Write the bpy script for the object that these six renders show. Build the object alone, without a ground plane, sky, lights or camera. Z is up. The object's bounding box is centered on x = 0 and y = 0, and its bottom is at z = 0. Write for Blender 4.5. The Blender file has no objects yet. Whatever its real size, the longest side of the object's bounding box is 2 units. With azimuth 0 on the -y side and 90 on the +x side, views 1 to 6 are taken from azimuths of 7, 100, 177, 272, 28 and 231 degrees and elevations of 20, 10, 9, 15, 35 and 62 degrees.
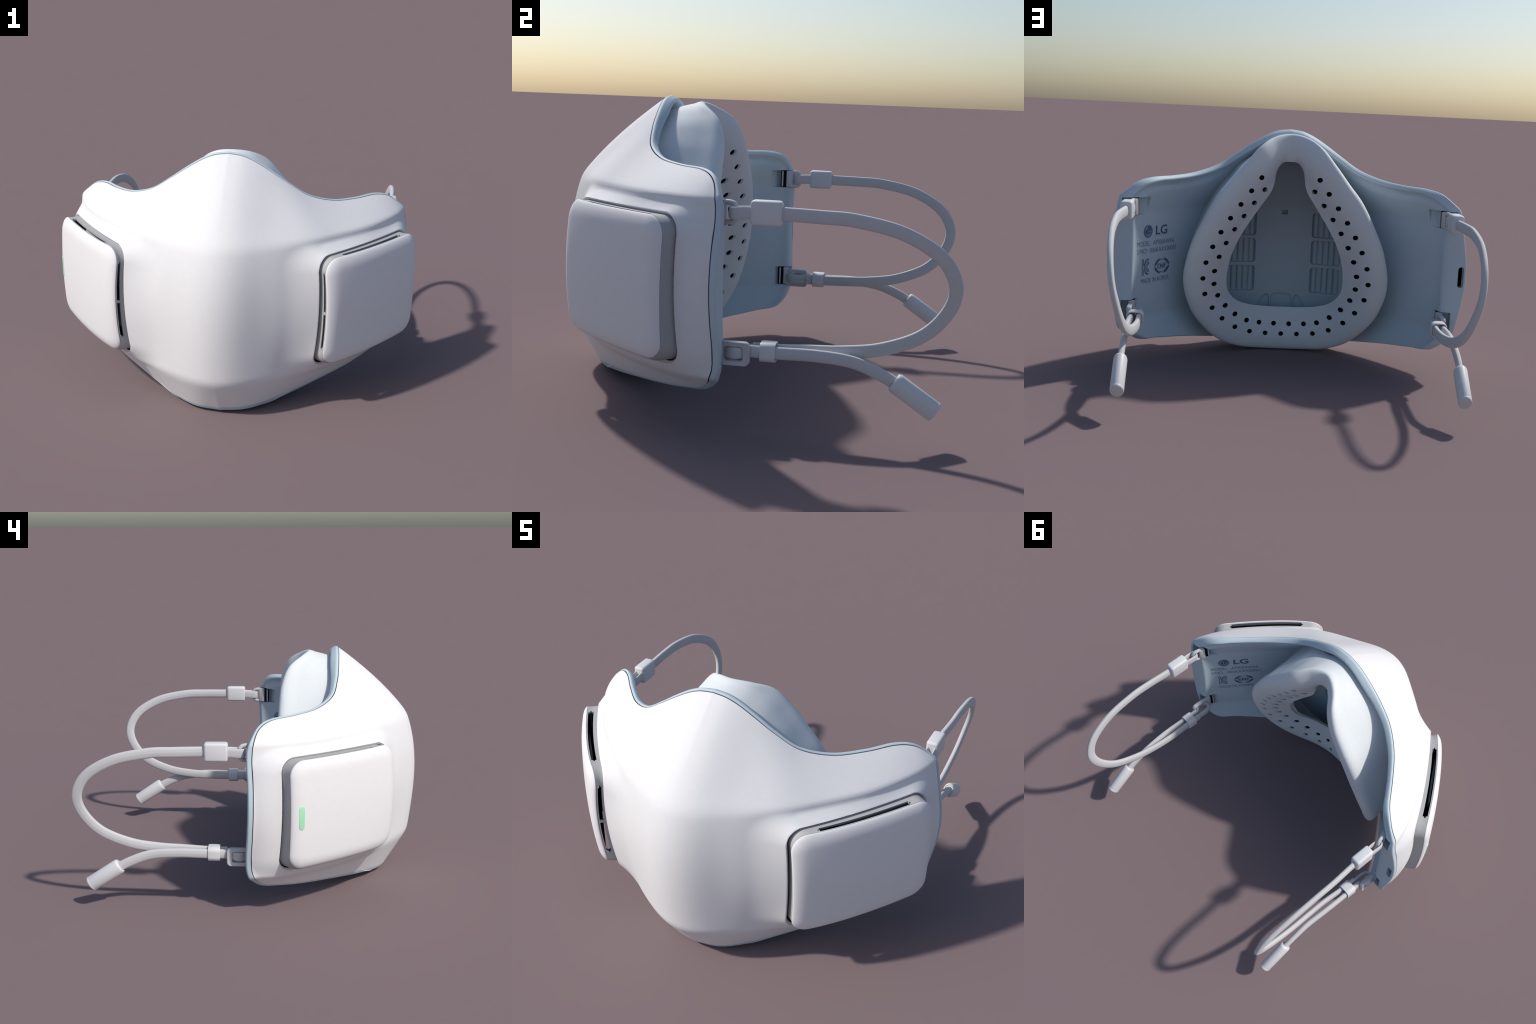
# A wearable air purifier mask: white shell, pale blue liner, two filter covers,
# soft face cushion with breathing holes, and two ear straps with buckles.
import bpy, bmesh, math
import numpy as np
from mathutils import Vector, Matrix
from mathutils.geometry import delaunay_2d_cdt

# ------------------------------------------------------------------ helpers
def cubic(xs, ys):
    """Natural cubic spline through (xs, ys); ys may have columns."""
    xs = np.asarray(xs, float); ys = np.asarray(ys, float)
    n = len(xs); h = np.diff(xs)
    A = np.zeros((n, n)); B = np.zeros((n,) + ys.shape[1:])
    A[0, 0] = A[-1, -1] = 1
    for i in range(1, n - 1):
        A[i, i - 1], A[i, i], A[i, i + 1] = h[i - 1], 2 * (h[i - 1] + h[i]), h[i]
        B[i] = 6 * ((ys[i + 1] - ys[i]) / h[i] - (ys[i] - ys[i - 1]) / h[i - 1])
    M = np.linalg.solve(A, B)
    def f(x):
        x = np.clip(np.asarray(x, float), xs[0], xs[-1])
        i = np.clip(np.searchsorted(xs, x) - 1, 0, n - 2)
        a, b = xs[i + 1] - x, x - xs[i]; hi = h[i]
        if ys.ndim > 1: a, b, hi = a[..., None], b[..., None], hi[..., None]
        return (M[i] * a ** 3 + M[i + 1] * b ** 3) / (6 * hi) + (ys[i] / hi - M[i] * hi / 6) * a + (ys[i + 1] / hi - M[i + 1] * hi / 6) * b
    return f

def catmull(cp, per=12, closed=False):
    cp = np.asarray(cp, float)
    P = np.vstack([cp[-1:], cp, cp[:2]]) if closed else np.vstack([2 * cp[0] - cp[1], cp, 2 * cp[-1] - cp[-2]])
    segs = len(cp) if closed else len(cp) - 1
    t = np.linspace(0, segs, segs * per + (0 if closed else 1), endpoint=not closed)
    i = np.minimum(t.astype(int), segs - 1); f = (t - i)[:, None]
    a, b, c, d = P[i], P[i + 1], P[i + 2], P[i + 3]
    return 0.5 * (2 * b + (c - a) * f + (2 * a - 5 * b + 4 * c - d) * f ** 2 + (3 * b - a - 3 * c + d) * f ** 3)

def resample(P, n, closed=False):
    P = np.asarray(P, float)
    Q = np.vstack([P, P[:1]]) if closed else P
    L = np.concatenate([[0], np.cumsum(np.linalg.norm(np.diff(Q, axis=0), axis=1))])
    t = np.linspace(0, L[-1], n, endpoint=not closed)
    return np.stack([np.interp(t, L, Q[:, k]) for k in range(Q.shape[1])], 1)

def smoothstep(x):
    x = np.clip(x, 0, 1); return x * x * (3 - 2 * x)

def unit(v): return v / np.maximum(np.linalg.norm(v, axis=-1, keepdims=True), 1e-12)

# ------------------------------------------------------------------ materials
def material(name, colour, rough=0.5, grain=0.0, scale=60.0, bump=0.0, spec=0.5, sheen=0.0):
    m = bpy.data.materials.new(name); m.use_nodes = True
    nt = m.node_tree; b = nt.nodes["Principled BSDF"]
    b.inputs["Roughness"].default_value = rough
    b.inputs["Specular IOR Level"].default_value = spec
    if sheen: b.inputs["Sheen Weight"].default_value = sheen
    tc = nt.nodes.new("ShaderNodeTexCoord")
    no = nt.nodes.new("ShaderNodeTexNoise"); no.inputs["Scale"].default_value = scale; no.inputs["Detail"].default_value = 4
    nt.links.new(tc.outputs["Object"], no.inputs["Vector"])
    cr = nt.nodes.new("ShaderNodeValToRGB")
    lo = [max(0, c * (1 - grain)) for c in colour]; hi = [min(1, c * (1 + grain)) for c in colour]
    cr.color_ramp.elements[0].position = 0.3; cr.color_ramp.elements[0].color = (*lo, 1)
    cr.color_ramp.elements[1].position = 0.7; cr.color_ramp.elements[1].color = (*hi, 1)
    nt.links.new(no.outputs["Fac"], cr.inputs["Fac"])
    nt.links.new(cr.outputs["Color"], b.inputs["Base Color"])
    if bump:
        bp = nt.nodes.new("ShaderNodeBump"); bp.inputs["Strength"].default_value = bump; bp.inputs["Distance"].default_value = 0.002
        nt.links.new(no.outputs["Fac"], bp.inputs["Height"]); nt.links.new(bp.outputs["Normal"], b.inputs["Normal"])
    return m

WHITE = material("white_plastic", (0.775, 0.77, 0.775), 0.65, 0.01, 40, spec=0.15)
COVER = material("cover_plastic", (0.785, 0.775, 0.78), 0.65, 0.01, 40, spec=0.15)
NECK = material("frame_plastic", (0.44, 0.44, 0.44), 0.6, 0.02, 50, spec=0.3)  # grey darkened to carry the shade under the plate overhang
BLUE = material("pale_blue_plastic", (0.51, 0.605, 0.66), 0.6, 0.015, 45, spec=0.25)
CUSHION = material("soft_silicone", (0.73, 0.76, 0.77), 0.65, 0.015, 55, spec=0.2)  # base colour lowered a little towards the cushion's occluded side
STRAP = material("woven_strap", (0.58, 0.58, 0.585), 0.75, 0.03, 180, 0.15, spec=0.2, sheen=0.1)
CLIP = material("clip_plastic", (0.69, 0.69, 0.70), 0.45, 0.01, 60, spec=0.3)
HOOK = material("buckle_plastic", (0.56, 0.56, 0.57), 0.5, 0.015, 60, spec=0.3)
BLACK = material("painted_shade_black", (0.008, 0.009, 0.011), 0.8, 0.1, 30, spec=0.1)
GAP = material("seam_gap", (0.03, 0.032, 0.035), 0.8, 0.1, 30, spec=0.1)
GREEN = material("green_indicator", (0.40, 0.80, 0.51), 0.4, 0.01, 30, spec=0.3)
PRINT = material("navy_print", (0.075, 0.14, 0.23), 0.6, 0.04, 120, spec=0.2)

# ------------------------------------------------------------------ object making
root = bpy.data.objects.new("air_purifier_mask", None)
bpy.context.scene.collection.objects.link(root)
root["label"] = "white wearable air purifier mask with blue liner and grey ear straps"
root["category"] = "face mask"

def add(name, verts, faces, mat, parent=root, mirror=False, angle=40, smooth=True):
    verts = np.asarray(verts, float).copy(); faces = [tuple(int(i) for i in f) for f in faces]
    if mirror:
        verts[:, 0] *= -1; faces = [f[::-1] for f in faces]
    me = bpy.data.meshes.new(name); me.from_pydata(verts.tolist(), [], faces); me.validate(); me.update()
    me.materials.append(mat)
    ob = bpy.data.objects.new(name, me); bpy.context.scene.collection.objects.link(ob); ob.parent = parent
    if smooth: shade(ob, angle)
    return ob

def shade(ob, angle=40):
    me = ob.data
    me.polygons.foreach_set("use_smooth", [True] * len(me.polygons))
    bm = bmesh.new(); bm.from_mesh(me)
    lim = math.radians(angle)
    for e in bm.edges:
        e.smooth = not (len(e.link_faces) == 2 and e.calc_face_angle(0) > lim)
    bm.to_mesh(me); bm.free()

def loft(rings, closed_u=True, cap0=False, cap1=False):
    """rings: list of (n,3) arrays -> verts, faces"""
    R = [np.asarray(r, float) for r in rings]; n = len(R[0]); V = np.vstack(R); F = []
    for j in range(len(R) - 1):
        a, b = j * n, (j + 1) * n
        for i in range(n if closed_u else n - 1):
            k = (i + 1) % n
            F.append((a + i, a + k, b + k, b + i))
    if cap0: F.append(tuple(range(n))[::-1])
    if cap1: F.append(tuple((len(R) - 1) * n + i for i in range(n)))
    return V, F

def outward(verts, faces):
    """Recalculate face directions of a closed mesh so that they point out."""
    bm = bmesh.new()
    vs = [bm.verts.new(v) for v in verts]
    for f in faces:
        try: bm.faces.new([vs[i] for i in f])
        except ValueError: pass
    bmesh.ops.recalc_face_normals(bm, faces=bm.faces)
    V = np.array([v.co[:] for v in bm.verts]); bm.verts.index_update()
    F = [tuple(v.index for v in f.verts) for f in bm.faces]; bm.free()
    return V, F

def join(parts):
    V, F, o = [], [], 0
    for v, f in parts:
        V.append(np.asarray(v, float)); F += [tuple(i + o for i in q) for q in f]; o += len(v)
    return np.vstack(V), F

def rounded_box(size, r=0.01, seg=3):
    bm = bmesh.new(); bmesh.ops.create_cube(bm, size=1.0)
    for v in bm.verts: v.co = Vector((v.co.x * size[0], v.co.y * size[1], v.co.z * size[2]))
    bmesh.ops.bevel(bm, geom=list(bm.edges), offset=r, segments=seg, profile=0.5, affect='EDGES', clamp_overlap=True)
    bm.verts.index_update()
    V = np.array([v.co[:] for v in bm.verts]); F = [tuple(v.index for v in f.verts) for f in bm.faces]; bm.free()
    return V, F

def place(V, centre, X, Y, Z):
    return np.asarray(centre) + V[:, :1] * np.asarray(X) + V[:, 1:2] * np.asarray(Y) + V[:, 2:] * np.asarray(Z)

def boolean(ob, cutter, solver='EXACT'):
    m = ob.modifiers.new("cut", 'BOOLEAN'); m.operation = 'DIFFERENCE'; m.object = cutter; m.solver = solver
    dg = bpy.context.evaluated_depsgraph_get()
    me = bpy.data.meshes.new_from_object(ob.evaluated_get(dg)); ob.modifiers.clear()
    old = ob.data; ob.data = me; me.name = old.name
    bpy.data.meshes.remove(old); bpy.data.objects.remove(cutter)

# ------------------------------------------------------------------ body surface
# The body is a radial surface about a vertical axis at CY: R(phi, z), phi = 0 at the front.
CY = 0.05
def polar(pts):
    p = np.asarray(pts, float); return np.arctan2(p[:, 0], CY - p[:, 1]), np.hypot(p[:, 0], CY - p[:, 1])
def plan(pts):
    f, r = polar(pts); f = np.concatenate([-f[:0:-1], f]); r = np.concatenate([r[:0:-1], r]); g = cubic(f, r)
    return lambda phi: g(np.abs(phi))

Z_UP, Z_LOW = 0.945, 0.228
upper_plan = plan([(0, -.889), (.06, -.882), (.12, -.862), (.19, -.827), (.265, -.785), (.36, -.732), (.45, -.672), (.565, -.564), (.730, -.391), (.856, -.200), (.927, -.01), (.935, .10), (.93, .2)])
lower_plan = plan([(0, -.918), (.07, -.909), (.144, -.881), (.22, -.839), (.3, -.786), (.39, -.718), (.5, -.62), (.61, -.505), (.72, -.375), (.83, -.215), (.9, -.09), (.925, 0), (.93, .1), (.92, .2)])

# seam between the white shell and the blue liner (half of it, x >= 0): top centre -> ear -> chin
SEAM = np.array([(0, -.479, 1.325), (.07, -.478, 1.315), (.138, -.476, 1.287), (.22, -.472, 1.237), (.305, -.463, 1.18), (.417, -.434, 1.109), (.544, -.349, 1.064),
        (.661, -.228, 1.047), (.763, -.11, 1.041), (.843, -.048, 1.015), (.905, -.018, .954), (.945, -.011, .864), (.966, -.018, .738),
        (.976, -.019, .597), (.969, -.014, .458), (.949, -.007, .335), (.913, -.015, .246), (.847, -.062, .171), (.767, -.19, .143),
        (.655, -.337, .121), (.512, -.478, .095), (.364, -.617, .075), (.228, -.722, .054), (.12, -.780, .045), (0, -.802, .043)])
seam3 = resample(catmull(SEAM, 16), 220)
_f, _r = polar(seam3); _z = seam3[:, 2]
_up = _z > Z_UP + 0.045
def flank_bend(phi): return 0.85 - 0.65 * smoothstep(np.abs(phi) / 0.4) + 0.9 * smoothstep((np.abs(phi) - 0.4) / 0.4)
_b = (upper_plan(_f[_up]) - _r[_up]) / (_z[_up] - Z_UP) - flank_bend(_f[_up]) * (_z[_up] - Z_UP)
_o = np.argsort(_f[_up]); UPF, UPA = _f[_up][_o], _b[_o]
_lo = (_z < 0.20)
_a = (lower_plan(_f[_lo]) - _r[_lo]) / (Z_LOW - _z[_lo])
_o = np.argsort(_f[_lo]); LOF, LOA = _f[_lo][_o], _a[_o]

def radius_raw(phi, z):
    phi = np.abs(phi)
    ru, rl = upper_plan(phi), lower_plan(phi)
    t = np.clip((z - Z_LOW) / (Z_UP - Z_LOW), 0, 1)
    side = smoothstep((phi - 0.25) / 0.35)
    front_bulge = 4 * t * (1 - t) * (1 + 0.35 * (2 * t - 1)); side_bulge = np.clip(1.12 * np.sin(math.pi * t) ** 1.5, 0, 1.12)
    mid = rl + (ru - rl) * t + (0.046 - 0.007 * np.exp(-((phi - 0.22) / 0.11) ** 2)) * (front_bulge * (1 - side) + side_bulge * side)
    h = np.maximum(z - Z_UP, 0); hl = np.maximum(Z_LOW - z, 0)
    b = np.clip(np.interp(phi, UPF, UPA), 0.3, 1.6); a = np.interp(phi, LOF, LOA)
    return mid - b * h - flank_bend(phi) * h * h - a * hl

def radius(phi, z):
    """Body radius with softened creases (softer in front, crisper at the side)."""
    w = 0.030 - 0.024 * smoothstep((np.abs(phi) - 0.15) / 0.6)
    r = 0
    for k, g in ((-1, .1), (-.6, .2), (-.2, .2), (.2, .2), (.6, .2), (1, .1)):
        r = r + g * radius_raw(phi, z + k * w)
    return r

def body(phi, z, inset=0.0):
    r = radius(phi, z) - inset
    return np.stack([r * np.sin(phi), CY - r * np.cos(phi), z], -1)

# ------------------------------------------------------------------ cover frame of reference (x > 0 side)
O = np.array([.95, -.18, 0.]); D = unit(np.array([-.609, -.793, 0.])); N = np.array([-D[1], D[0], 0.])
def cover(s, n, z): return O + np.multiply.outer(s, D) + np.multiply.outer(n, N) + np.multiply.outer(z, (0, 0, 1.))
PED = (0.353, 0.570, 0.368, 0.311, 0.085)      # centre s, z, half sizes, corner radius
GAPR = (0.350, 0.574, 0.345, 0.291, 0.070)
PLATE = (0.355, 0.5845, 0.359, 0.2885, 0.084)

def box_distance(s, z, q):
    a, b = np.abs(s - q[0]) - (q[2] - q[4]), np.abs(z - q[1]) - (q[3] - q[4])
    return np.hypot(np.maximum(a, 0), np.maximum(b, 0)) + np.minimum(np.maximum(a, b), 0) - q[4]

def rounded_rect(q, inset=0.0, n=30, corner=10):
    """Closed outline (s, z), counter-clockwise, n points per straight side."""
    hs, hz, r = q[2] - inset, q[3] - inset, max(q[4] - inset, 0.012)
    pts = []
    for cx, cz, a0 in ((1, 1, 0), (-1, 1, 90), (-1, -1, 180), (1, -1, 270)):
        for k in range(corner + 1):
            a = math.radians(a0 + 90 * k / corner)
            pts.append((q[0] + cx * (hs - r) + r * math.cos(a), q[1] + cz * (hz - r) + r * math.sin(a)))
    P = np.array(pts); out = []
    m = len(P)
    for i in range(m):
        a, b = P[i], P[(i + 1) % m]; out.append(a)
        if (i + 1) % (corner + 1) == 0:
            for k in range(1, n): out.append(a + (b - a) * k / n)
    return np.array(out)

def lip_height(s, z):
    su, zv = (s - PED[0]) / PED[2], (z - PED[1]) / PED[3]
    return -0.012 * su ** 2 + 0.010 * zv - 0.018 * zv ** 2 - 0.010 * su ** 2 * zv ** 2

def shell_point(phi, z):
    """Outer shell: body plus the raised pedestal round each cover."""
    P = body(phi, z); sg = np.where(P[..., 0] < 0, -1.0, 1.0)
    X = P[..., 0] * sg
    Q = np.stack([X, P[..., 1], P[..., 2]], -1) - O
    s, n = Q @ D, Q @ N
    d = box_distance(s, z, PED)
    ds = np.maximum(np.abs(s - PED[0]) - PED[2] + PED[4], 1e-6); dz = np.maximum(np.abs(z - PED[1]) - PED[3] + PED[4], 1e-6)
    wh = np.where(s > PED[0], 0.165, 0.12); wv = np.where(z > PED[1], 0.040, 0.075)
    w = (wh * ds ** 2 + wv * dz ** 2) / (ds ** 2 + dz ** 2)
    x = np.clip(d / w, 0, 1); pw = (np.where(s > PED[0], 2.5, 1.05) * ds ** 2 + 1.4 * dz ** 2) / (ds ** 2 + dz ** 2); fall = (1 - x) ** pw
    lip = lip_height(s, z)
    e = np.maximum(-d, 0)
    lip = lip - 1.3 * np.maximum(e - 0.002, 0)
    add_n = (lip - n) * fall * (X > 0.2) * (np.abs(s) < 1.2)
    out = P.copy(); out[..., 0] += sg * add_n * N[0]; out[..., 1] += add_n * N[1]
    return out

# ------------------------------------------------------------------ flat domain meshes
def full_loop(half):
    """half curve in (phi, z) with phi >= 0, ends on phi = 0 -> closed loop"""
    m = half[1:-1][::-1].copy(); m[:, 0] *= -1
    return np.vstack([half, m])

seam_dom = np.stack([_f, _z], 1); seam_dom[0, 0] = seam_dom[-1, 0] = 0
LOOP = full_loop(seam_dom)

def inside(P, poly):
    x, y = P[:, 0], P[:, 1]; c = np.zeros(len(P), bool); j = len(poly) - 1
    for i in range(len(poly)):
        xi, yi = poly[i]; xj, yj = poly[j]
        if yi != yj:
            c ^= ((yi > y) != (yj > y)) & (x < (xj - xi) * (y - yi) / (yj - yi) + xi)
        j = i
    return c

def near(P, poly, r):
    out = np.zeros(len(P), bool)
    for q in poly: out |= (np.abs(P[:, 0] - q[0]) < r) & (np.abs(P[:, 1] - q[1]) < r)
    return out

def domain_mesh(loop, holes=(), step=0.013, extra=None):
    gx = np.arange(-1.8, 1.8, step); gz = np.arange(-0.02, 1.4, step)
    G = np.stack(np.meshgrid(gx, gz, indexing='ij'), -1)
    G[:, 1::2, 0] += step / 2
    G = G.reshape(-1, 2)
    if extra is not None: G = np.vstack([G, extra])
    G = G[inside(G, loop)]; G = G[~near(G, loop, step * 0.45)]
    for h in holes:
        G = G[~inside(G, h)]; G = G[~near(G, h, step * 0.35)]
    co, edges = [], []
    for L in (loop, *holes):
        o = len(co); co += [Vector(p) for p in L]; edges += [(o + i, o + (i + 1) % len(L)) for i in range(len(L))]
    nb = len(co); co += [Vector(p) for p in G]
    v, e, f, ov, oe, of = delaunay_2d_cdt(co, edges, [], 0, 1e-7)
    V = np.array([p[:] for p in v]); F = [tuple(q) for q in f]
    cen = np.array([V[list(q)].mean(0) for q in F])
    keep = inside(cen, loop)
    for h in holes: keep &= ~inside(cen, h)
    F = [q for q, k in zip(F, keep) if k]
    idx = {}
    for new, olds in enumerate(ov):
        for o in olds:
            if o < nb: idx[o] = new
    rings, o = [], 0
    for L in (loop, *holes):
        rings.append([idx[o + i] for i in range(len(L))]); o += len(L)
    return V, F, rings

def domain_of(P):
    """(phi, z) of points on the x > 0 side."""
    f, r = polar(P); return np.stack([f, P[:, 2]], 1)

def body_at_cover(s, z):
    """(phi, z) where the body crosses the line through cover coordinates (s, z) along N."""
    lo, hi = np.full(len(s), -0.5), np.full(len(s), 0.4)
    for _ in range(50):
        m = (lo + hi) / 2; P = O + s[:, None] * D + m[:, None] * N; P[:, 2] = z
        f, r = polar(P); big = r > radius(f, z)
        hi = np.where(big, m, hi); lo = np.where(big, lo, m)
    return np.stack([f, z], 1)

# ------------------------------------------------------------------ white shell
rect = rounded_rect(PED, 0.024, 34, 12)
hole_r = body_at_cover(rect[:, 0], rect[:, 1]); hole_l = hole_r.copy(); hole_l[:, 0] *= -1
extra = []
for ins in (-.030, -.022, -.015, -.010, -.006, -.003, 0.0, .002, .008, .015):
    r_ = rounded_rect(PED, ins, 50, 12); q_ = body_at_cover(r_[:, 0], r_[:, 1]); extra += [q_, q_ * (-1, 1)]
V2, F2, rings = domain_mesh(LOOP, (hole_r, hole_l[::-1]), 0.0125, np.vstack(extra))
P = shell_point(V2[:, 0], V2[:, 1])
# inward rims: along the seam and round the two openings
seam_ring, ring_r, ring_l = rings
V, F = [P], list(F2); base = len(P)
S = P[seam_ring]; cen = S.mean(0)
def frame(loop_dom, loop3):
    """tangent, outward normal and in-surface outward direction along the seam"""
    T = unit(np.roll(loop3, -1, 0) - np.roll(loop3, 1, 0))
    e = 1e-3
    a = body(loop_dom[:, 0] + e, loop_dom[:, 1]) - body(loop_dom[:, 0] - e, loop_dom[:, 1])
    b = body(loop_dom[:, 0], loop_dom[:, 1] + e) - body(loop_dom[:, 0], loop_dom[:, 1] - e)
    Nn = unit(np.cross(a, b)); Nn[(Nn * (loop3 - np.array([0, CY, loop3[:, 2].mean()]))).sum(1) < 0] *= -1
    E = unit(np.cross(T, Nn))
    return T, Nn, E
T_, NN, EE = frame(LOOP, body(LOOP[:, 0], LOOP[:, 1]))
if (EE * (S - np.array([0, -.45, .6]))).sum() < 0: EE = -EE
# smooth the frame a little along the seam
for _ in range(6):
    NN = unit(NN + 0.5 * (np.roll(NN, 1, 0) + np.roll(NN, -1, 0))); EE = unit(EE + 0.5 * (np.roll(EE, 1, 0) + np.roll(EE, -1, 0)))
n = len(S); w0 = base; V.append(S - NN * 0.014)
for i in range(n): F.append((seam_ring[i], seam_ring[(i + 1) % n], w0 + (i + 1) % n, w0 + i))
base += n
for ring, sg in ((ring_r, 1), (ring_l, -1)):
    R = P[ring]; m = len(R); V.append(R - N * np.array([sg, 1, 1]) * 0.03)
    for i in range(m): F.append((ring[i], ring[(i + 1) % m], base + (i + 1) % m, base + i))
    base += m
V = np.vstack(V)
shell = add("outer_shell", V, F, WHITE, angle=50)

# ------------------------------------------------------------------ blue liner
_t = _z > 0.93
TOPF, TOPZ = _f[_t], _z[_t]
inner_plan = plan([(0, -.69), (.08, -.69), (.17, -.686), (.25, -.676), (.33, -.65), (.40, -.598), (.45, -.548), (.571, -.394), (.693, -.235), (.79, -.098), (.838, -.02), (.85, .05), (.85, .15)])
def inner_radius(phi, z):
    lean = 0.27 + 0.20 * smoothstep((1.12 - np.abs(phi)) / 0.4) - 0.06 * smoothstep((0.5 - np.abs(phi)) / 0.2)
    r1 = inner_plan(np.abs(phi)) - lean * 1.25 * np.maximum(z - 0.855, 0) - 0.35 * np.maximum(0.27 - z, 0)
    r2 = radius(phi, z) - 0.054 - 0.012 * smoothstep((0.6 - np.abs(phi)) / 0.3) - 0.012 * smoothstep((np.abs(phi) - 1.3) / 0.15)
    w_ = smoothstep((np.interp(np.abs(phi), TOPF, TOPZ) - z - 0.005) / 0.07)
    r1 = r2 + (np.minimum(r1, r2 + .2) - r2) * np.where(z > 0.9, w_, 1.0)
    k = 0.035; d_ = np.clip(0.5 + 0.5 * (r2 - r1) / k, 0, 1)
    return r2 + (r1 - r2) * d_ - k * d_ * (1 - d_)
def inner_point(phi, z):
    r = inner_radius(phi, z); return np.stack([r * np.sin(phi), CY - r * np.cos(phi), z], -1)

V2, F2, (lr,) = domain_mesh(LOOP, (), 0.016)
back = body(V2[:, 0], V2[:, 1], 0.012); 
# the inner edge of the top rim lies a little lower than the seam, so the lip rolls over inwards
_gap = np.interp(np.abs(V2[:, 0]), TOPF, TOPZ) - V2[:, 1]
_drop = 0.022 * (1 - smoothstep(_gap / 0.14)) * smoothstep((V2[:, 1] - 0.93) / 0.08)
front = inner_point(V2[:, 0], V2[:, 1] - _drop); nb = len(V2)
S = body(LOOP[:, 0], LOOP[:, 1]); I = front[lr]; B = back[lr]
# how far the rim stands out beyond the seam
zs = S[:, 2]
rear = smoothstep((S[:, 1] + 0.16) / 0.14) * smoothstep((1.0 - S[:, 2]) / 0.10)
low = smoothstep((0.30 - zs) / 0.2)
nose = smoothstep((S[:, 2] - 1.1) / 0.15)
reach = ((0.017 + 0.002 * nose) * (1 - low) + (0.034 - 0.016 * smoothstep((np.abs(S[:, 0]) - .35) / .25)) * low) * (1 - rear) + 0.033 * rear
reach = reach[:, None]
prof = [(0.0045, -0.006, 0)]
rings3 = [S + EE * 0.0045 - NN * 0.010, S + EE * 0.0045 - NN * 0.0015, S + EE * 0.0055, S + EE * (0.6 * reach) - NN * 0.0006]
A3 = S + EE * (0.6 * reach) - NN * 0.0006
Ie = I
U = Ie - A3; Ln = np.linalg.norm(U, axis=1, keepdims=True)
rad = np.minimum(0.012 + 0.010 * rear[:, None], 0.3 * Ln) * (1 - 0.5 * low[:, None]); rad_in = np.minimum(0.055, 0.62 * Ln)
steps = 9
C0 = A3 + EE * (0.4 * reach)            # corner points of the rim section
C1 = I + EE * ((0.35 + 0.45 * rear[:, None]) * reach + 0.004 + 0.008 * (1 - low[:, None]) * (1 - rear[:, None]))
Uh = unit(C1 - C0)
p_in = C0 + Uh * rad; q_in = C1 - Uh * rad_in
for k in range(1, steps + 1):
    t = k / steps; rings3.append((1 - t) ** 2 * A3 + 2 * t * (1 - t) * C0 + t * t * p_in)
for k in range(0, 4):
    t = k / 3
    if 0 < t: rings3.append(p_in + (q_in - p_in) * t)
for k in range(1, steps):
    t = k / steps; rings3.append((1 - t) ** 2 * q_in + 2 * t * (1 - t) * C1 + t * t * Ie)
rings3.append(Ie); 
V = np.vstack([back, front] + rings3); F = [f for f in F2] + [tuple(nb + i for i in f)[::-1] for f in F2]
m = len(LOOP); ids = [list(lr)] + [[2 * nb + j * m + i for i in range(m)] for j in range(len(rings3))] + [[nb + i for i in lr]]
for a, b in zip(ids[:-1], ids[1:]):
    for i in range(m): F.append((a[i], a[(i + 1) % m], b[(i + 1) % m], b[i]))
V, F = outward(V, F)
liner = add("inner_liner", V, F, BLUE, angle=45, smooth=False)

def prism(poly, z0, z1):
    poly = np.asarray(poly, float); n = len(poly)
    V = np.vstack([np.c_[poly, np.full(n, z0)], np.c_[poly, np.full(n, z1)]])
    F = [tuple(range(n))[::-1], tuple(range(n, 2 * n))] + [(i, (i + 1) % n, n + (i + 1) % n, n + i) for i in range(n)]
    return V, F
def flipx(m): return m[0] * np.array([-1, 1, 1]), [f[::-1] for f in m[1]]
def stadium_prism_y(cx, cz, hw, hh, y0, y1, seg=10):
    pts = [(cx + hw * math.cos(a), cz + hh - hw + hw * math.sin(a)) for a in np.linspace(0, math.pi, seg)]
    pts += [(cx + hw * math.cos(a), cz - hh + hw + hw * math.sin(a)) for a in np.linspace(math.pi, 2 * math.pi, seg)]
    pts = np.array(pts); n = len(pts)
    V = np.vstack([np.c_[pts[:, 0], np.full(n, y0), pts[:, 1]], np.c_[pts[:, 0], np.full(n, y1), pts[:, 1]]])
    F = [tuple(range(n)), tuple(range(n, 2 * n))[::-1]] + [(i, n + i, n + (i + 1) % n, (i + 1) % n) for i in range(n)]
    return V, F
cuts = []
up = prism([(.70, -.05), (.783, -.100), (.85, -.065), (.909, -.035), (.909, .1), (.70, .1)], .842, .940)
lw = prism([(.72, -.01), (.813, -.064), (.86, -.045), (.904, -.03), (.904, .1), (.72, .1)], .278, .383)
for p in (up, lw): cuts += [p, flipx(p)]
cuts.append(stadium_prism_y(-.948, .580, .0165, .058, -.08, .1))
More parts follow.
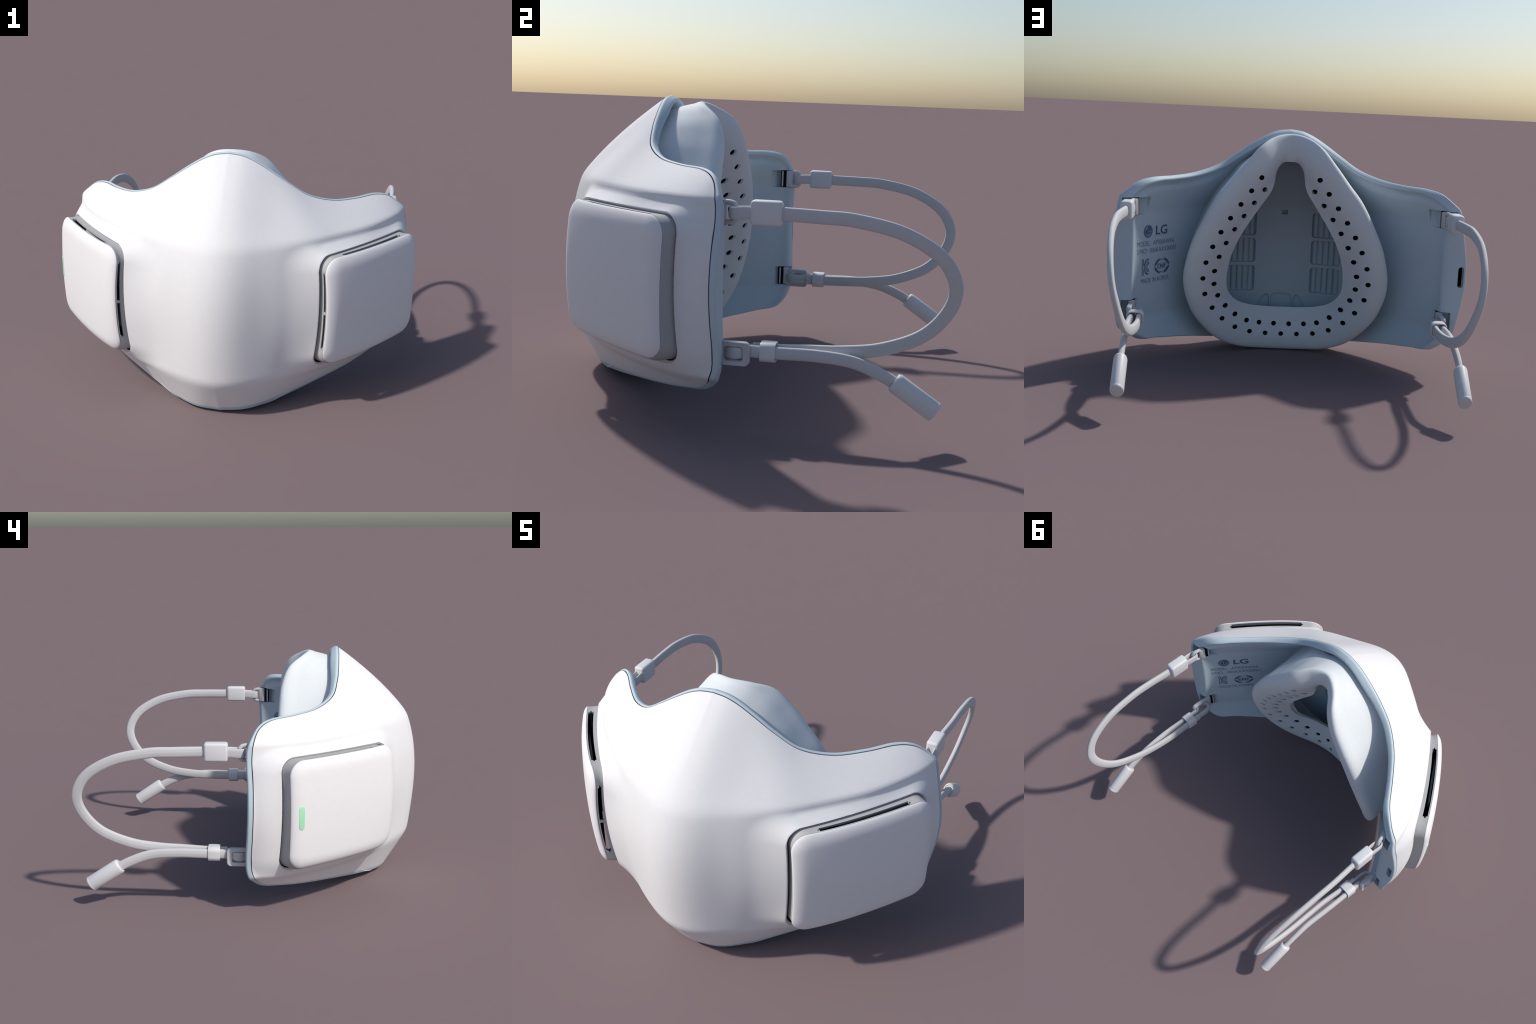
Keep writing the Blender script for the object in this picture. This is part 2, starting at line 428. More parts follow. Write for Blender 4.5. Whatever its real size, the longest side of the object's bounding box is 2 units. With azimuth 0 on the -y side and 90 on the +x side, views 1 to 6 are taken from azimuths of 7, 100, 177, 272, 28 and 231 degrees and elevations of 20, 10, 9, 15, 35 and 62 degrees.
# louvre recesses, small square window and the three pads at the chin, on the inside of the front
LOUVRES = [(.404, .08), (.578, .075), (.747, .077)]
for cz, hz in LOUVRES:
    for sg in (1, -1):
        Vb, Fb = rounded_box((.185, .066, 2 * hz), .018, 3)
        a = 0.25 * sg; X = np.array([math.cos(a), math.sin(a), 0]); Y = np.array([-math.sin(a), math.cos(a), 0])
        cuts.append((place(Vb, (sg * .262, -.668, cz), X, Y, (0, 0, 1)), Fb))
Vb, Fb = rounded_box((.036, .06, .028), .006, 2); cuts.append((Vb + np.array([0, -.71, .8215]), Fb))
def pad(outline, depth=.020):
    """Shallow recess in the inner wall with the given (x, z) outline."""
    o = np.array(outline, float)
    def at(d_):
        lo, hi = np.full(len(o), -.9), np.full(len(o), -.2)
        for _ in range(45):
            m_ = (lo + hi) / 2; f, r = np.arctan2(o[:, 0], CY - m_), np.hypot(o[:, 0], CY - m_); big = r > inner_radius(f, o[:, 1])
            lo = np.where(big, m_, lo); hi = np.where(big, hi, m_)
        return np.stack([o[:, 0], lo + d_, o[:, 1]], 1)
    v, f = loft([at(-depth), at(.02)], True, True, True); return outward(v, f)
def soft_poly(pts, k=4): return catmull(np.array(pts, float), k, True)
cuts.append(pad(soft_poly([(-.064, .19), (-.064, .24), (-.064, .295), (-.045, .313), (0, .316), (.045, .313), (.064, .295), (.064, .24), (.064, .19), (0, .185)])))
for sg in (1, -1): cuts.append(pad(soft_poly([(sg * x, z) for x, z in [(.072, .19), (.072, .25), (.075, .29), (.090, .307), (.110, .298), (.135, .265), (.152, .225), (.155, .195), (.11, .185)]])))
# make them cut; wrap each as its own shell in one cutter mesh
cv, cf = join([outward(v, f) for v, f in cuts])
cutter = add("cutter", cv, cf, BLUE, smooth=False)
boolean(liner, cutter)
shade(liner, 38)

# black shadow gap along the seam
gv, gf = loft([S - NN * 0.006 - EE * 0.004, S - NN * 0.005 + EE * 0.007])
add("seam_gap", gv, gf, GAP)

pv_, pf_ = stadium_prism_y(-.948, .580, .0158, .0573, -.078, -.028)
add('charging_port', *outward(pv_, pf_), BLACK, parent=liner)  # plug painted black for the darkness inside the port
# louvre slats
lv = []
for cz, hz in LOUVRES:
    for sg in (1, -1):
        a = 0.25 * sg; X = np.array([math.cos(a), math.sin(a), 0]); Y = np.array([-math.sin(a), math.cos(a), 0])
        for k in range(5):
            c = np.array([sg * .262, -.668, cz]) + X * (-.072 + .036 * k) + Y * (-.028)
            ang = np.linspace(0, 2 * math.pi, 12, endpoint=False)
            ring = np.stack([c[0] + .014 * np.cos(ang) * X[0] + .010 * np.sin(ang) * Y[0], c[1] + .014 * np.cos(ang) * X[1] + .010 * np.sin(ang) * Y[1], np.zeros(12)], 1)
            a_, b_ = ring.copy(), ring.copy(); a_[:, 2] = cz - hz + .002; b_[:, 2] = cz + hz - .002
            lv.append(loft([a_, b_], True, True, True))
v_, f_ = outward(*join(lv)); add("louvre_slat", v_, f_, BLUE, parent=liner)

# ------------------------------------------------------------------ filter covers
def plate_height(s, z):
    su, zv = (s - PLATE[0]) / PLATE[2], (z - PLATE[1]) / PLATE[3]
    return 0.062 - 0.021 * su ** 2 - 0.016 * zv ** 2 - 0.006 * su + .003 - 0.004 * np.maximum(su, 0) ** 4 - 0.012 * np.maximum(su, 0) ** 3 * zv ** 2
def cover3(sz, dn, rel=True):
    h = plate_height(sz[:, 0], sz[:, 1]) if rel else 0
    P = O + sz[:, :1] * D + (h + dn)[:, None] * N if rel else O + sz[:, :1] * D + np.full(len(sz), dn)[:, None] * N
    P[:, 2] = sz[:, 1]; return P

for mir in (False, True):
    # plate with a rolled edge
    rings_ = []
    for ins, dn in ((.045, -.004), (.010, -.004), (.004, -.003), (.001, -.0015), (0, .0005), (.0008, .003), (.0035, .0065), (.008, .0102), (.015, .0142), (.025, .0182), (.038, .0215), (.054, .0238)):
        rings_.append(cover3(rounded_rect(PLATE, ins, 26, 10), np.float64(dn)))
    inner = rounded_rect(PLATE, .054, 26, 10); c0 = np.array([PLATE[0], PLATE[1]])
    for f in np.linspace(1, 0, 14)[1:-1]:
        rings_.append(cover3(c0 + (inner - c0) * f, np.float64(.0238 + .0012 * (1 - f))))
    v_, f_ = loft(rings_)
    m = len(inner); k0 = len(v_); v_ = np.vstack([v_, cover3(c0[None], np.float64(.025))])
    f_ += [(k0 - m + i, k0 - m + (i + 1) % m, k0) for i in range(m)]
    f_.append(tuple(range(m))[::-1])
    v_, f_ = outward(v_, f_)
    plate = add("filter_cover", v_, f_, COVER, mirror=mir, angle=35)
    # frame (neck) carrying the plate, with vent slots at top, front and bottom
    base_o = rounded_rect(GAPR, .003, 60, 10); top_o = rounded_rect(PLATE, .010, 60, 10)
    mid_o = rounded_rect(GAPR, .011, 60, 10)
    def ringn(o, n): 
        P_ = O + o[:, :1] * D + np.asarray(n).reshape(-1, 1) * N; P_[:, 2] = o[:, 1]; return P_
    top_n = plate_height(top_o[:, 0], top_o[:, 1]) - .002
    low_n = lip_height(base_o[:, 0], base_o[:, 1]) - .055
    lip_n = lip_height(base_o[:, 0], base_o[:, 1]) - .008
    fr = [0, .42, .58, .68, .77, .86, .95, 1.0]
    rows = []
    for f in fr:
        n_ = low_n + (top_n - low_n) * f
        g = max(0, (f - .7) / .3) ** 1.6; o_ = base_o * (1 - g) + top_o * g if f > .7 else base_o + (mid_o - base_o) * smoothstep(f / .5) * 0.5
        if f > .7: o_ = (base_o * .5 + mid_o * .5) * (1 - g) + top_o * g
        rows.append(ringn(o_, n_))
    mz = len(base_o); keepf = []
    for j in range(len(rows) - 1):
        for i in range(mz):
            k = (i + 1) % mz; s_, z_ = (base_o[i] + base_o[k]) / 2
            q = 0 if j == 4 else .009      # the outer rows stop short, so slot ends read rounded
            slot = 3 <= j <= 5 and (
                (z_ > .85 and .10 + q < s_ < .575 - q) or (z_ < .30 and .12 + q < s_ < .57 - q) or
                (s_ > .68 and (.372 + q < z_ < .577 or .590 < z_ < .805 - q)))
            if not slot: keepf.append((j * mz + i, j * mz + k, (j + 1) * mz + k, (j + 1) * mz + i))
    nv = np.vstack(rows)
    frame_ob = add("cover_frame", nv, keepf, NECK, parent=plate, mirror=mir, angle=50)
    sm = frame_ob.modifiers.new("thickness", 'SOLIDIFY'); sm.thickness = .010; sm.offset = 1 if False else -1
    dg = bpy.context.evaluated_depsgraph_get(); me = bpy.data.meshes.new_from_object(frame_ob.evaluated_get(dg)); frame_ob.modifiers.clear(); frame_ob.data = me; shade(frame_ob, 50)
    # thin near-black ring where the frame meets the pedestal
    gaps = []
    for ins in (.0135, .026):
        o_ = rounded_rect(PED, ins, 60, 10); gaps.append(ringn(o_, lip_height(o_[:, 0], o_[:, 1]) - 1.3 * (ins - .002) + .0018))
    add("cover_dark_ring", *loft(gaps), GAP, parent=plate, mirror=mir)
    # blackened floor behind the frame, so the hollow's shade is painted in
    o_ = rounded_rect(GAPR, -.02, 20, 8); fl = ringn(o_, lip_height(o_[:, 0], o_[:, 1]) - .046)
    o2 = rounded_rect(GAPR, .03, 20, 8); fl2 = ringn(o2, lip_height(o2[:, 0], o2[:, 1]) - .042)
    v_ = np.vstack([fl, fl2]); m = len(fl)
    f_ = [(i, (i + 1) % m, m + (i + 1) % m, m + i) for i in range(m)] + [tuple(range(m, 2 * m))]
    add("cavity_shade_floor", v_, f_, BLACK, parent=plate, mirror=mir)
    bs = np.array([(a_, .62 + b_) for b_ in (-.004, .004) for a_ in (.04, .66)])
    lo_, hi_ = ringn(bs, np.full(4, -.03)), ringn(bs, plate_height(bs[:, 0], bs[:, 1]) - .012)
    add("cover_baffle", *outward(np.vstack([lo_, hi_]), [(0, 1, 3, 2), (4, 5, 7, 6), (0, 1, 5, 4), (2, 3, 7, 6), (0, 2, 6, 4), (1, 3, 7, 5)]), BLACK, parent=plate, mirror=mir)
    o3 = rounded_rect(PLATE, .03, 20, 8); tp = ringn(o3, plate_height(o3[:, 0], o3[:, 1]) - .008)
    add("cover_shade_sheet", tp, [tuple(range(len(tp)))], BLACK, parent=plate, mirror=mir)  # plate underside blackened to deepen the shade seen through the vent slots
    if mir:
        # indicator light on this side
        cz, cs, hw, hh = .5805, .047, .0155, .063
        outl = []
        for a in np.linspace(0, math.pi, 12): outl.append((cs + hw * math.cos(a), cz + hh - hw + hw * math.sin(a)))
        for a in np.linspace(math.pi, 2 * math.pi, 12): outl.append((cs + hw * math.cos(a), cz - hh + hw + hw * math.sin(a)))
        outl = np.array(outl); c_ = np.array([cs, cz])
        def surf(o, up):
            d_ = -box_distance(o[:, 0], o[:, 1], PLATE)
            dn = np.interp(d_, [0, .0008, .0035, .008, .015, .025, .038, .054, .3], [.0005, .003, .0065, .0102, .0142, .0182, .0215, .0238, .025]) + up
            return cover3(o, dn)
        v_, f_ = loft([surf(outl, -.006), surf(outl, .0015), surf(c_ + (outl - c_) * .94, .0025)], cap1=True)
        v_, f_ = outward(v_, f_)
        add("indicator_light", v_, f_, GREEN, parent=plate, mirror=True, angle=40)

# ------------------------------------------------------------------ face cushion
FOLD = [(0, -.307, 1.309), (.092, -.270, 1.292), (.172, -.195, 1.238), (.250, -.160, 1.144), (.330, -.152, 1.04), (.408, -.149, .94), (.484, -.156, .802), (.548, -.168, .65), (.581, -.200, .467), (.543, -.238, .302), (.471, -.292, .184), (.372, -.370, .085), (.252, -.456, .026), (.129, -.505, .007), (0, -.515, .003)]
MOUTH = [(0, -.302, 1.152), (.043, -.302, 1.145), (.076, -.295, 1.097), (.098, -.287, .993), (.161, -.280, .892), (.224, -.272, .796), (.277, -.272, .701), (.318, -.295, .595), (.338, -.325, .484), (.331, -.370, .386), (.281, -.445, .312), (.203, -.495, .277), (.106, -.520, .264), (0, -.525, .262)]
def half_to_loop(cp, n):
    cp = np.array(cp, float); m = cp[1:-1][::-1].copy(); m[:, 0] *= -1
    c = catmull(np.vstack([cp, m]), 24, True); half = len(c) // 2 + 1
    k = int(np.argmin(np.abs(c[:, 0]) + (c[:, 2] > .6) * 9)); h = resample(c[:k + 1], n)
    h[0, 0] = h[-1, 0] = 0; m = h[1:-1][::-1].copy(); m[:, 0] *= -1
    return np.vstack([h, m])
ROW_OUT = [(0, -.285, 1.25), (.06, -.255, 1.215), (.115, -.205, 1.135), (.163, -.181, 1.064), (.217, -.17, .989), (.273, -.164, .911), (.328, -.16, .832), (.378, -.158, .751), (.421, -.162, .666), (.456, -.172, .573), (.471, -.193, .478), (.458, -.227, .382), (.415, -.279, .292), (.356, -.336, .218), (.279, -.401, .155), (.19, -.452, .119), (.095, -.474, .107), (0, -.478, .105)]
ROW_IN = [(0, -.288, 1.20), (.05, -.275, 1.165), (.095, -.26, 1.075), (.141, -.247, .992), (.197, -.232, .916), (.252, -.23, .839), (.302, -.223, .762), (.347, -.221, .682), (.384, -.224, .601), (.408, -.239, .515), (.409, -.267, .435), (.386, -.311, .36), (.341, -.365, .29), (.282, -.413, .23), (.211, -.454, .186), (.135, -.481, .17), (.046, -.494, .164), (0, -.495, .163)]
HN = 141
def rotsm(a, k=6, w=.5):
    for _ in range(k): a = a + w * .5 * (np.roll(a, 1, 0) - 2 * a + np.roll(a, -1, 0))
    return a
fold, row_out, row_in, mouth = (half_to_loop(c, HN) for c in (FOLD, ROW_OUT, ROW_IN, MOUTH))
KL = len(fold)
tang = unit(np.roll(fold, -1, 0) - np.roll(fold, 1, 0))
outn = np.stack([-tang[:, 2], np.zeros(KL), tang[:, 0]], 1); outn = unit(outn)
if (outn * (fold - fold.mean(0))).sum() < 0: outn = -outn
zf = fold[:, 2]
flare = np.interp(zf, [0, .1, .3, .6, .95, 1.1, 1.2, 1.31], [-.03, -.02, -.015, -.01, .003, -.004, -.02, -.05])[:, None]
FW = np.array([0, -1., 0])
depth = np.interp(zf, [0, .15, .4, .65, .8, .94, 1.04, 1.14, 1.235, 1.31], [.22, .26, .26, .28, .35, .37, .37, .32, .25, .17])[:, None]
apex = smoothstep((1.22 - zf) / .12)[:, None]
def wall_at(t): return fold + outn * (flare * t ** .8 + .006 * math.sin(math.pi * t) + .025 * t ** 5 * apex) + FW * depth * t
wall = [wall_at(t) for t in (1.0, .8, .6, .45, .32)]
# section across wall, fold, the two rows of holes and the mouth, as one smooth spline
KNOT = np.array([-.22, 0, .46, .72, 1.0])
section = cubic(KNOT, np.stack([wall_at(.22), fold, row_out, row_in, mouth]).reshape(5, -1))
def face(v): return section(np.array([v]))[0].reshape(KL, 3)
def face_normal(v):
    P0 = face(v); tg = np.roll(P0, -1, 0) - np.roll(P0, 1, 0); ac = face(v + .01) - face(v - .01)
    q = unit(np.cross(tg, ac)); q[q[:, 1] < 0] *= -1; return q
fd = wall + [face(v) for v in (-.22, -.15, -.10, -.06, -.03, 0, .03, .06, .1, .15, .21, .28, .35, .42, .49, .56, .63, .70, .76, .82, .88, .93, .97)]
inn = unit(mouth - face(.95)); fn = face_normal(.97)
tube = np.interp(mouth[:, 2], [.26, .33, .45, .95, 1.08], [.010, .016, .036, .036, .016])[:, None]
inn = unit(rotsm(inn, 20)); fn = unit(rotsm(fn, 20))
fd = fd + [mouth, mouth + inn * .001 - fn * .003, mouth - fn * .010, mouth - inn * .006 - fn * .013 + FW * .012, mouth - inn * .007 + FW * tube * .6, mouth - inn * .008 + FW * tube, mouth - inn * .013 + FW * tube, mouth - inn * .015 + FW * tube * .55]
# inner skin
inside_face = [face(v) - face_normal(v) * .009 for v in (.93, .8, .7, .55, .4, .25, .13)]
inside_wall = [fold + outn * (flare * t ** .8 - .024) + FW * (depth * t + .010) for t in (.14, .25, .4, .6, .8, 1.0)]
v_, f_ = loft(fd + inside_face + inside_wall + [fd[0]])
# close the last ring onto the first
m = KL; last = len(fd + inside_face + inside_wall) * m
f_ = [tuple(i - last if i >= last else i for i in q) for q in f_]; v_ = v_[:last]
v_, f_ = outward(v_, f_)
cushion = add("face_cushion", v_, f_, CUSHION, smooth=False)
# breathing holes in two rows; the outer row has one on the centre line
spots = []
for rowp, v in ((ROW_OUT[3:], .46), (ROW_IN[3:-1], .72)):
    Pv, Nv = face(v), face_normal(v)
    for p in np.array(rowp, float):
        k = np.argmin(((Pv - p) ** 2).sum(1)); spots.append((p, Nv[k]))
        if abs(p[0]) > 1e-3: spots.append((p * (-1, 1, 1), Nv[k] * (-1, 1, 1)))
hp = []
for p, n_ in spots:
    n_ = np.array([0., 1., 0.]); a = np.array([1., 0, 0]); b = np.array([0, 0, 1.])
    ang = np.linspace(0, 2 * math.pi, 14, endpoint=False); ring = (np.cos(ang)[:, None] * a + np.sin(ang)[:, None] * b) * .0148
    hp.append(outward(*loft([p - n_ * .05 + ring, p + n_ * .03 + ring], True, True, True)))
cv, cf = join(hp); cutter = add("cutter", cv, cf, CUSHION, smooth=False)
boolean(cushion, cutter); shade(cushion, 42)
# black sheet under the pierced face, giving the holes their deep shade
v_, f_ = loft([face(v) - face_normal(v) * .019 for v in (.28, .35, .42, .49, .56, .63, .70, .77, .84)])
add("hole_shade_sheet", v_, f_, BLACK, parent=cushion)

# ------------------------------------------------------------------ ear straps
def sweep(path, half_w, half_t, wide_hint, seg=40, ribs=0.0, cap=True, power=2.6):
    """Flat band along a path. wide_hint: per-point direction of the thin axis."""
    T = unit(np.gradient(path, axis=0)); th = np.broadcast_to(np.asarray(wide_hint, float), path.shape)
    th = unit(th - (th * T).sum(1, keepdims=True) * T); W = np.cross(T, th)
    ang = np.linspace(0, 2 * math.pi, seg, endpoint=False)
    c, s = np.cos(ang), np.sin(ang)
    x = np.sign(c) * np.abs(c) ** (2 / power) * half_w; y = np.sign(s) * np.abs(s) ** (2 / power) * half_t
    if ribs: y = y * (1 + ribs * np.cos(x / half_w * math.pi * 9))
    rings = [path[i] + x[:, None] * W[i] + y[:, None] * th[i] for i in range(len(path))]
    return outward(*loft(rings, True, cap, cap))

for mir in (False, True):
    XA = (1, 0, 0)
    loop_path = resample(catmull([(.859, .12, .894), (.860, .25, .894), (.868, .40, .892), (.869, .53, .886), (.864, .71, .847), (.849, .855, .764), (.832, .918, .655), (.812, .897, .546), (.795, .803, .438), (.784, .65, .370), (.776, .5, .343), (.774, .367, .334), (.782, .23, .328), (.785, .13, .327)], 16), 150)
    v1 = sweep(loop_path, .0275, .0140, XA, 48, .03)
    tail_path = resample(catmull([(.824, .12, .328), (.824, .234, .328), (.822, .39, .330), (.815, .534, .316), (.813, .64, .279), (.811, .73, .232)], 16), 70)
    v2 = sweep(tail_path, .0255, .0140, XA, 48, .03)
    # upper end folded round the hook, lower end folded through the frame
    a = np.linspace(-math.pi / 2, math.pi / 2, 14)
    turn_u = np.array([(.873, .15, .893)] + [(.877, .095, .892)] + [(.858 - .019 * math.sin(q), .058 - .024 * math.cos(q), .889) for q in a[::-1] * -1] + [(.839, .095, .892), (.845, .15, .893)])
    v3 = sweep(resample(catmull(turn_u, 6), 60), .0245, .0065, np.gradient(resample(catmull(turn_u, 6), 60), axis=0) @ np.array([[0, 1, 0], [-1, 0, 0], [0, 0, 0]]), 32, .02)
    turn_l = np.array([(.820, .20, .327), (.815, .145, .325), (.820, .115, .324), (.843, .092, .323), (.853, .066, .322), (.844, .042, .322), (.820, .028, .322), (.798, .040, .322), (.789, .075, .323), (.789, .14, .325), (.786, .20, .327)])
    pl = resample(catmull(turn_l, 6), 60)
    v4 = sweep(pl, .0245, .0095, np.gradient(pl, axis=0) @ np.array([[0, 1, 0], [-1, 0, 0], [0, 0, 0]]), 32, .02)
    v_, f_ = join([v1, v2, v3, v4])
    strap = add("ear_strap", v_, f_, STRAP, mirror=mir, angle=45)
    # slider
    Vb, Fb = rounded_box((.062, .124, .099), .014, 4)
    add("strap_slider", place(Vb, (.859, .180, .8945), (1, 0, 0), (0, 1, 0), (0, 0, 1)), Fb, CLIP, strap, mir, 45)
    # sleeve ring round both strands
    def ring_outline(hx, hz, r, n=8): 
        return rounded_rect((0, 0, hx, hz, r), 0, 6, n)
    ro, ri = ring_outline(.043, .040, .026), ring_outline(.036, .0325, .020)
    def at(o, y): return np.stack([.803 + o[:, 0], np.full(len(o), y), .3275 + o[:, 1]], 1)
    v_, f_ = loft([at(ri, .169), at(ro * .97, .167), at(ro, .172), at(ro, .225), at(ro * .97, .230), at(ri, .228), at(ri, .169)])
    v_, f_ = outward(v_, f_); add("strap_ring", v_, f_, CLIP, strap, mir, 50)
    # cord end
    p0, p1 = np.array([.811, .703, .251]), np.array([.805, .872, .137]); ax = unit(p1 - p0); thn = unit(np.array([1, 0, 0]) - ax * ax[0]); wd = np.cross(ax, thn)
    ang = np.linspace(0, 2 * math.pi, 40, endpoint=False)
    L = np.linalg.norm(p1 - p0)
    def oval(d, k): return p0 + ax * d + (np.cos(ang)[:, None] * wd * .0425 + np.sin(ang)[:, None] * thn * .033) * k
    v_, f_ = loft([oval(.004, .70), oval(0.0, .76), oval(.003, .88), oval(.010, .97), oval(.018, 1), oval(L - .016, 1), oval(L - .014, .985), oval(L - .012, .985), oval(L - .010, 1), oval(L - .004, .985), oval(L, .93), oval(L + .001, .85)], True, True, True)
    v_, f_ = outward(v_, f_); add("cord_end", v_, f_, CLIP, strap, mir, 40)
    # upper hook: block in the pocket with ribs and a D-ring
    parts = []
    tdir = unit(np.array([.40, .92, 0])); ndir = np.array([tdir[1], -tdir[0], 0])
    Vb, Fb = rounded_box((.030, .036, .090), .005, 2); parts.append((place(Vb, (.842, -.001, .891), ndir, tdir, (0, 0, 1)), Fb))
    Vb, Fb = rounded_box((.020, .008, .088), .002, 1); parts.append((place(Vb, (.826, -.038, .891), ndir, tdir, (0, 0, 1)), Fb))
    def tube(path, r1, r2, hint): return sweep(path, r1, r2, hint, 16, 0, True, 2.2)
    dpath = resample(catmull([(.846, .0, .926), (.850, .03, .928), (.856, .050, .922), (.858, .058, .905), (.858, .058, .888), (.858, .058, .872), (.856, .050, .856), (.850, .03, .850), (.846, .0, .852)], 8), 40)
    parts.append(tube(dpath, .011, .011, (1, 0, 0)))
    # lower hook: block and an open rectangular frame
    Vb, Fb = rounded_box((.030, .030, .096), .005, 2); parts.append((place(Vb, (.846, .0, .331), ndir, tdir, (0, 0, 1)), Fb))
    Vb, Fb = rounded_box((.020, .008, .094), .002, 1); parts.append((place(Vb, (.834, -.032, .331), ndir, tdir, (0, 0, 1)), Fb))
    fo, fi = rounded_rect((0.065, .320, .064, .050, .022), 0, 6, 6), rounded_rect((0.062, .320, .040, .030, .008), 0, 6, 6)
    def fr_at(o, dx): return np.stack([.846 + dx + 0.0 * o[:, 0], o[:, 0], o[:, 1]], 1)
    k_ = (fo - (.065, .32)) * .95 + (.065, .32)
    v_, f_ = loft([fr_at(fi, -.010), fr_at(k_, -.013), fr_at(fo, -.008), fr_at(fo, .008), fr_at(k_, .013), fr_at(fi, .010), fr_at(fi, -.010)])
    parts.append(outward(v_, f_))
    v_, f_ = join(parts); add("buckle_hook", v_, f_, HOOK, strap, mir, 40)
    # solid black blocks behind the hooks
    sl = []
    for c, h in (((.836, -.030, .891), .094), ((.843, -.026, .331), .100)):
        Vb, Fb = rounded_box((.016, .034, h), .002, 1); sl.append((place(Vb, c, ndir, tdir, (0, 0, 1)), Fb))
    v_, f_ = join(sl); add("buckle_dark_block", v_, f_, BLACK, strap, mir, 40)

# ------------------------------------------------------------------ printed label inside the right cheek
def wall_points(s, z, lift=.0012):
    lo, hi = np.full(len(s), -.45), np.full(len(s), .2)
    for _ in range(45):
        m = (lo + hi) / 2; P_ = O + s[:, None] * D + m[:, None] * N; P_[:, 2] = z
        f, r = polar(P_); big = r > inner_radius(f, z); hi = np.where(big, m, hi); lo = np.where(big, lo, m)
    P_ = O + s[:, None] * D + (lo - lift)[:, None] * N; P_[:, 2] = z; return P_

def flat_shape(curves):
    """Filled 2D meshes from text or outlines, mapped on the wall."""
    return curves
def text_mesh(body_, size_h, s0, z0, width=None, weight=0.0):
    cu = bpy.data.curves.new("label_text", 'FONT'); cu.body = body_; cu.size = 1.0; cu.offset = weight - 0.004; cu.resolution_u = 3
    ob = bpy.data.objects.new("label_text", cu); bpy.context.scene.collection.objects.link(ob)
    dg = bpy.context.evaluated_depsgraph_get(); me = bpy.data.meshes.new_from_object(ob.evaluated_get(dg))
    bm = bmesh.new(); bm.from_mesh(me); bmesh.ops.triangulate(bm, faces=bm.faces)
    V = np.array([v.co[:2] for v in bm.verts]); bm.verts.index_update(); F = [tuple(v.index for v in f.verts) for f in bm.faces]; bm.free()
    bpy.data.objects.remove(ob); bpy.data.curves.remove(cu); bpy.data.meshes.remove(me)
    h = 0.70; sc = size_h / h
    V = V - np.array([V[:, 0].min(), 0]); sx = width / V[:, 0].max() if width else sc
    return V * (sx, sc) + (s0, z0), F
def strip(pts, w, closed=False):
    """Band of width w along a 2D line."""
    pts = np.asarray(pts, float)
    T = unit((np.roll(pts, -1, 0) - np.roll(pts, 1, 0)) if closed else np.gradient(pts, axis=0)); Nn = np.stack([-T[:, 1], T[:, 0]], 1) * w / 2
    V = np.vstack([pts + Nn, pts - Nn]); n = len(pts)
    return V, [(i, (i + 1) % n, n + (i + 1) % n, n + i) for i in range(n if closed else n - 1)]
def arc(cx, cz, rs, rz, a0, a1, n=40):
    a = np.radians(np.linspace(a0, a1, n)); return np.stack([cx + rs * np.cos(a), cz + rz * np.sin(a)], 1)
marks = []
# round emblem: disc with a lighter face drawn by leaving gaps
def annulus(cx, cz, rs, rz, w0, w1, a0=0, a1=360, n=48):
    o, i = arc(cx, cz, rs * w1, rz * w1, a0, a1, n), arc(cx, cz, rs * w0, rz * w0, a0, a1, n)
    return np.vstack([o, i]), [(k, k + 1, n + k + 1, n + k) for k in range(n - 1)]
lc = (.053, .745); lr_ = .036
marks.append(annulus(*lc, lr_, lr_, .90, 1.0))
def disc_with_cut(cx, cz, r):
    """Disc built in narrow columns, leaving the pale hook, bar and dot free."""
    V, F = [], []
    xs = np.linspace(-1, 1, 61); zs_ = np.linspace(-1, 1, 61)
    for a_, b_ in zip(xs[:-1], xs[1:]):
        for c_, d_ in zip(zs_[:-1], zs_[1:]):
            x, z = (a_ + b_) / 2, (c_ + d_) / 2; q = math.hypot(x, z)
            if q > .84: continue
            pale = (abs(x + .02) < .055 and -.42 < z < .42) or (abs(z + .42) < .05 and -.02 < x < .24) or math.hypot(x + .36, z - .36) < .11
            pale = pale or (abs(q - .66) < .055 and not (x > 0 and z > 0.05)) or (abs(z) < .05 and .22 < x < .70)
            if pale: continue
            k = len(V); V += [(cx + a_ * r, cz + c_ * r), (cx + b_ * r, cz + c_ * r), (cx + b_ * r, cz + d_ * r), (cx + a_ * r, cz + d_ * r)]; F.append((k, k + 1, k + 2, k + 3))
    return np.array(V), F
marks.append(disc_with_cut(*lc, lr_))
marks.append(text_mesh("LG", .050, .1166, .722, .098, .022))
marks.append(text_mesh("MODEL : AP300AWFA", .028, -.034, .664, .310, -.010))
marks.append(text_mesh("S/NO : 006KAXX00001", .028, -.034, .623, .326, -.010))
marks.append(text_mesh("MADE IN KOREA", .028, .004, .455, .234, -.010))
